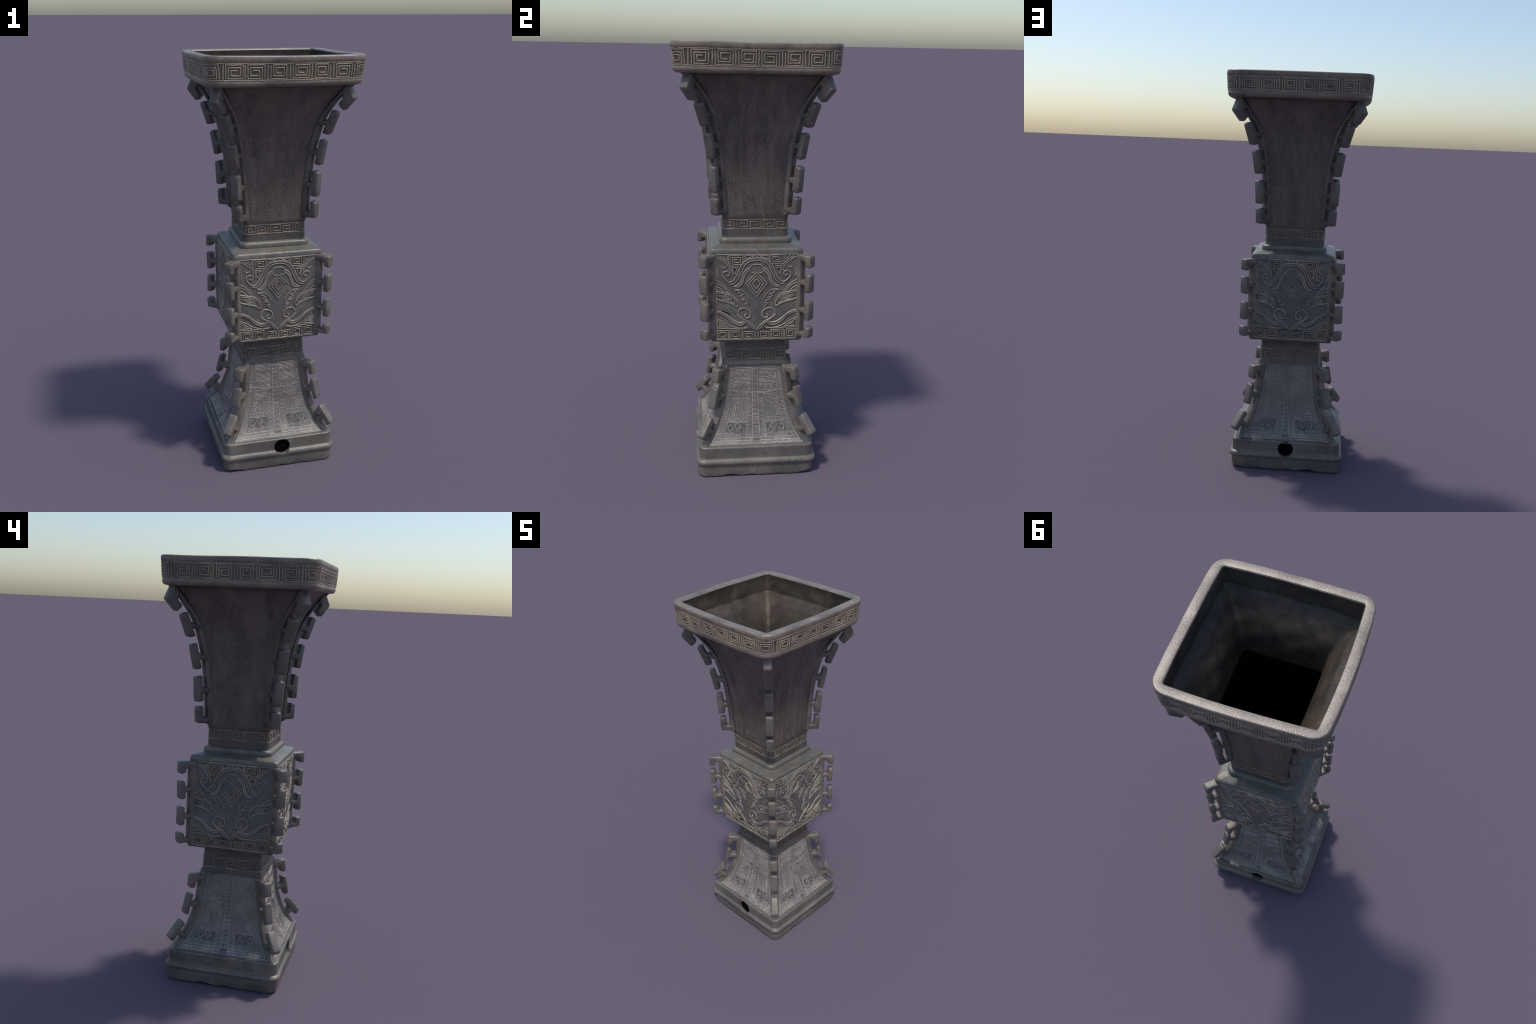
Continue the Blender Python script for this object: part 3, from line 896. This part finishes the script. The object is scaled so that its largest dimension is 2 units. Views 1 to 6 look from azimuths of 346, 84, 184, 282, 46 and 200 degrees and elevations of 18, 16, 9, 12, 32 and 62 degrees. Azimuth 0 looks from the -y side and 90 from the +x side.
def ridge_bar(corner, curve, name, mat, wid=0.041):
    """The solid rail that runs down the corner and carries the hooks."""
    c = rows_curve([(z, d, 0, 0) for z, d in curve], 6)[:, :2]
    prof = [(-0.014, -0.5), (-0.009, -0.5), (-0.003, -0.44), (0.0, -0.30), (0.0, 0.30), (-0.003, 0.44), (-0.009, 0.5), (-0.014, 0.5)]
    v, f = [], []
    n = len(prof)
    t = np.gradient(c, axis=0)
    t /= np.linalg.norm(t, axis=1, keepdims=True)
    for (z, d), (tz, td) in zip(c, t):
        # inward direction is square to the rail
        nd, nz = abs(tz), -td * np.sign(tz)
        deep = float(np.interp(z, [1.66, 1.80], [1.6, 0.9])) if z > 1.2 else 2.3
        for a, b in prof:
            a = a * deep if a == -0.014 else a
            v.append(flange_point(corner, d + a * nd, b * wid, z + a * nz * 0.6))
    for i in range(len(c) - 1):
        for j in range(n):
            a, b = i * n + j, i * n + (j + 1) % n
            f.append((a, b, b + n, a + n))
    f += [tuple(range(n)), tuple(range((len(c) - 1) * n, len(c) * n))]
    return mesh_object(name, v, f, mat, 40, vase)


def hook_mesh(name, outline, mat, bevel=0.0085):
    """Plate cut to an outline in the (distance, height) plane, thick and round-edged."""
    bm = bmesh.new()
    base = [bm.verts.new((d, -THICK / 2, z)) for d, z in outline]
    face = bm.faces.new(base)
    ext = bmesh.ops.extrude_face_region(bm, geom=[face])
    for v in [g for g in ext["geom"] if isinstance(g, bmesh.types.BMVert)]:
        v.co.y += THICK
    bmesh.ops.recalc_face_normals(bm, faces=bm.faces)
    bmesh.ops.bevel(bm, geom=list(bm.edges), offset=bevel, offset_type="OFFSET", segments=3, profile=0.5, affect="EDGES", clamp_overlap=True)
    bmesh.ops.recalc_face_normals(bm, faces=bm.faces)
    me = bpy.data.meshes.new(name)
    bm.to_mesh(me)
    bm.free()
    me.materials.append(mat)
    me.polygons.foreach_set("use_smooth", [True] * len(me.polygons))
    me.set_sharp_from_angle(angle=math.radians(50))
    return me


def tee(ot, ob, ib, it, stem_z, stem_half, root, stem_dir=None):
    """T-shaped outline: outer top, outer bottom, inner bottom, inner top, stem."""
    it, ib, root = np.array(it), np.array(ib), np.array(root)
    t = (it[1] - stem_z) / (it[1] - ib[1])
    mid = it + (ib - it) * t
    ax = (ib - it) / np.linalg.norm(ib - it)
    up, lo = mid - ax * stem_half, mid + ax * stem_half
    return [ot, ob, tuple(ib), tuple(lo), tuple(root + ax * stem_half), tuple(root - ax * stem_half), tuple(up), tuple(it)]


NECK_RAIL = [(1.248, 0.206), (1.256, 0.217), (1.29, 0.2215), (1.38, 0.2265), (1.45, 0.2335), (1.54, 0.2455), (1.60, 0.2590), (1.69, 0.2865), (1.74, 0.3110), (1.79, 0.3480), (1.825, 0.380), (1.850, 0.406), (1.872, 0.430)]
KNOP_RAIL = [(0.672, 0.272), (0.682, 0.288), (0.70, 0.297), (0.80, 0.298), (0.95, 0.299), (1.05, 0.299), (1.075, 0.292), (1.088, 0.275)]
FOOT_RAIL = [(0.140, 0.366), (0.158, 0.352), (0.178, 0.336), (0.20, 0.318), (0.25, 0.285), (0.305, 0.260), (0.37, 0.238), (0.475, 0.226), (0.515, 0.217), (0.528, 0.208)]

HOOKS = {
    "neck": (NECK_RAIL, [
        [(0.386, 1.853), (0.410, 1.880), (0.444, 1.813), (0.392, 1.757), (0.364, 1.785), (0.389, 1.815), (0.376, 1.834)],
        tee((0.367, 1.749), (0.328, 1.648), (0.294, 1.654), (0.338, 1.762), 1.705, 0.0140, (0.268, 1.692)),
        tee((0.312, 1.617), (0.289, 1.505), (0.258, 1.511), (0.285, 1.627), 1.567, 0.0140, (0.230, 1.560)),
        tee((0.285, 1.474), (0.277, 1.359), (0.241, 1.362), (0.253, 1.482), 1.414, 0.0140, (0.213, 1.412)),
        [(0.273, 1.335), (0.269, 1.258), (0.195, 1.258), (0.195, 1.287), (0.2395, 1.288), (0.243, 1.340)],
    ]),
    "knop": (KNOP_RAIL, [
        [(0.3505, 1.086), (0.3520, 1.028), (0.3215, 1.031), (0.3195, 1.052), (0.262, 1.054), (0.262, 1.084)],
        tee((0.3505, 0.995), (0.3490, 0.906), (0.3195, 0.906), (0.3215, 0.992), 0.950, 0.0120, (0.275, 0.950)),
        tee((0.3480, 0.869), (0.3500, 0.777), (0.3205, 0.779), (0.3210, 0.866), 0.820, 0.0120, (0.275, 0.820)),
        [(0.3515, 0.741), (0.3500, 0.688), (0.262, 0.688), (0.262, 0.711), (0.3195, 0.712), (0.3215, 0.738)],
    ]),
    "foot": (FOOT_RAIL, [
        [(0.273, 0.522), (0.281, 0.454), (0.254, 0.451), (0.245, 0.484), (0.190, 0.484), (0.190, 0.514)],
        tee((0.2830, 0.426), (0.3080, 0.327), (0.2840, 0.316), (0.2590, 0.420), 0.370, 0.0140, (0.222, 0.366)),
        tee((0.3200, 0.297), (0.3880, 0.216), (0.3640, 0.190), (0.2990, 0.271), 0.2300, 0.0130, (0.290, 0.196)),
    ]),
}
for part, (rail, outlines) in HOOKS.items():
    mat = MAT["flange_dark"] if part == "neck" else MAT["flange"]
    meshes = [hook_mesh("flange_hook", o, mat) for o in outlines]
    for c, (sx, sy) in enumerate(CORNERS):
        bar = ridge_bar(c, rail, "corner_flange", mat)
        ang = math.atan2(sy, sx)
        for me, o in zip(meshes, outlines):
            zc = sum(p[1] for p in o) / len(o)
            cx, cy = axis(zc)
            h = bpy.data.objects.new("flange_hook", me)
            bpy.context.scene.collection.objects.link(h)
            h.parent = bar
            # tiny settling of each cast hook about its own middle
            dc = sum(p[0] for p in o) / len(o)
            pivot = Vector((dc, 0, zc))
            R = Matrix.Translation(pivot) @ Matrix.Rotation(jit(0.018), 4, "Y") @ Matrix.Rotation(jit(0.012), 4, "Z") @ Matrix.Translation(-pivot)
            h.matrix_world = Matrix.Translation((cx - 0.002, cy, jit(0.002))) @ Matrix.Rotation(ang, 4, "Z") @ R

bpy.context.view_layer.update()
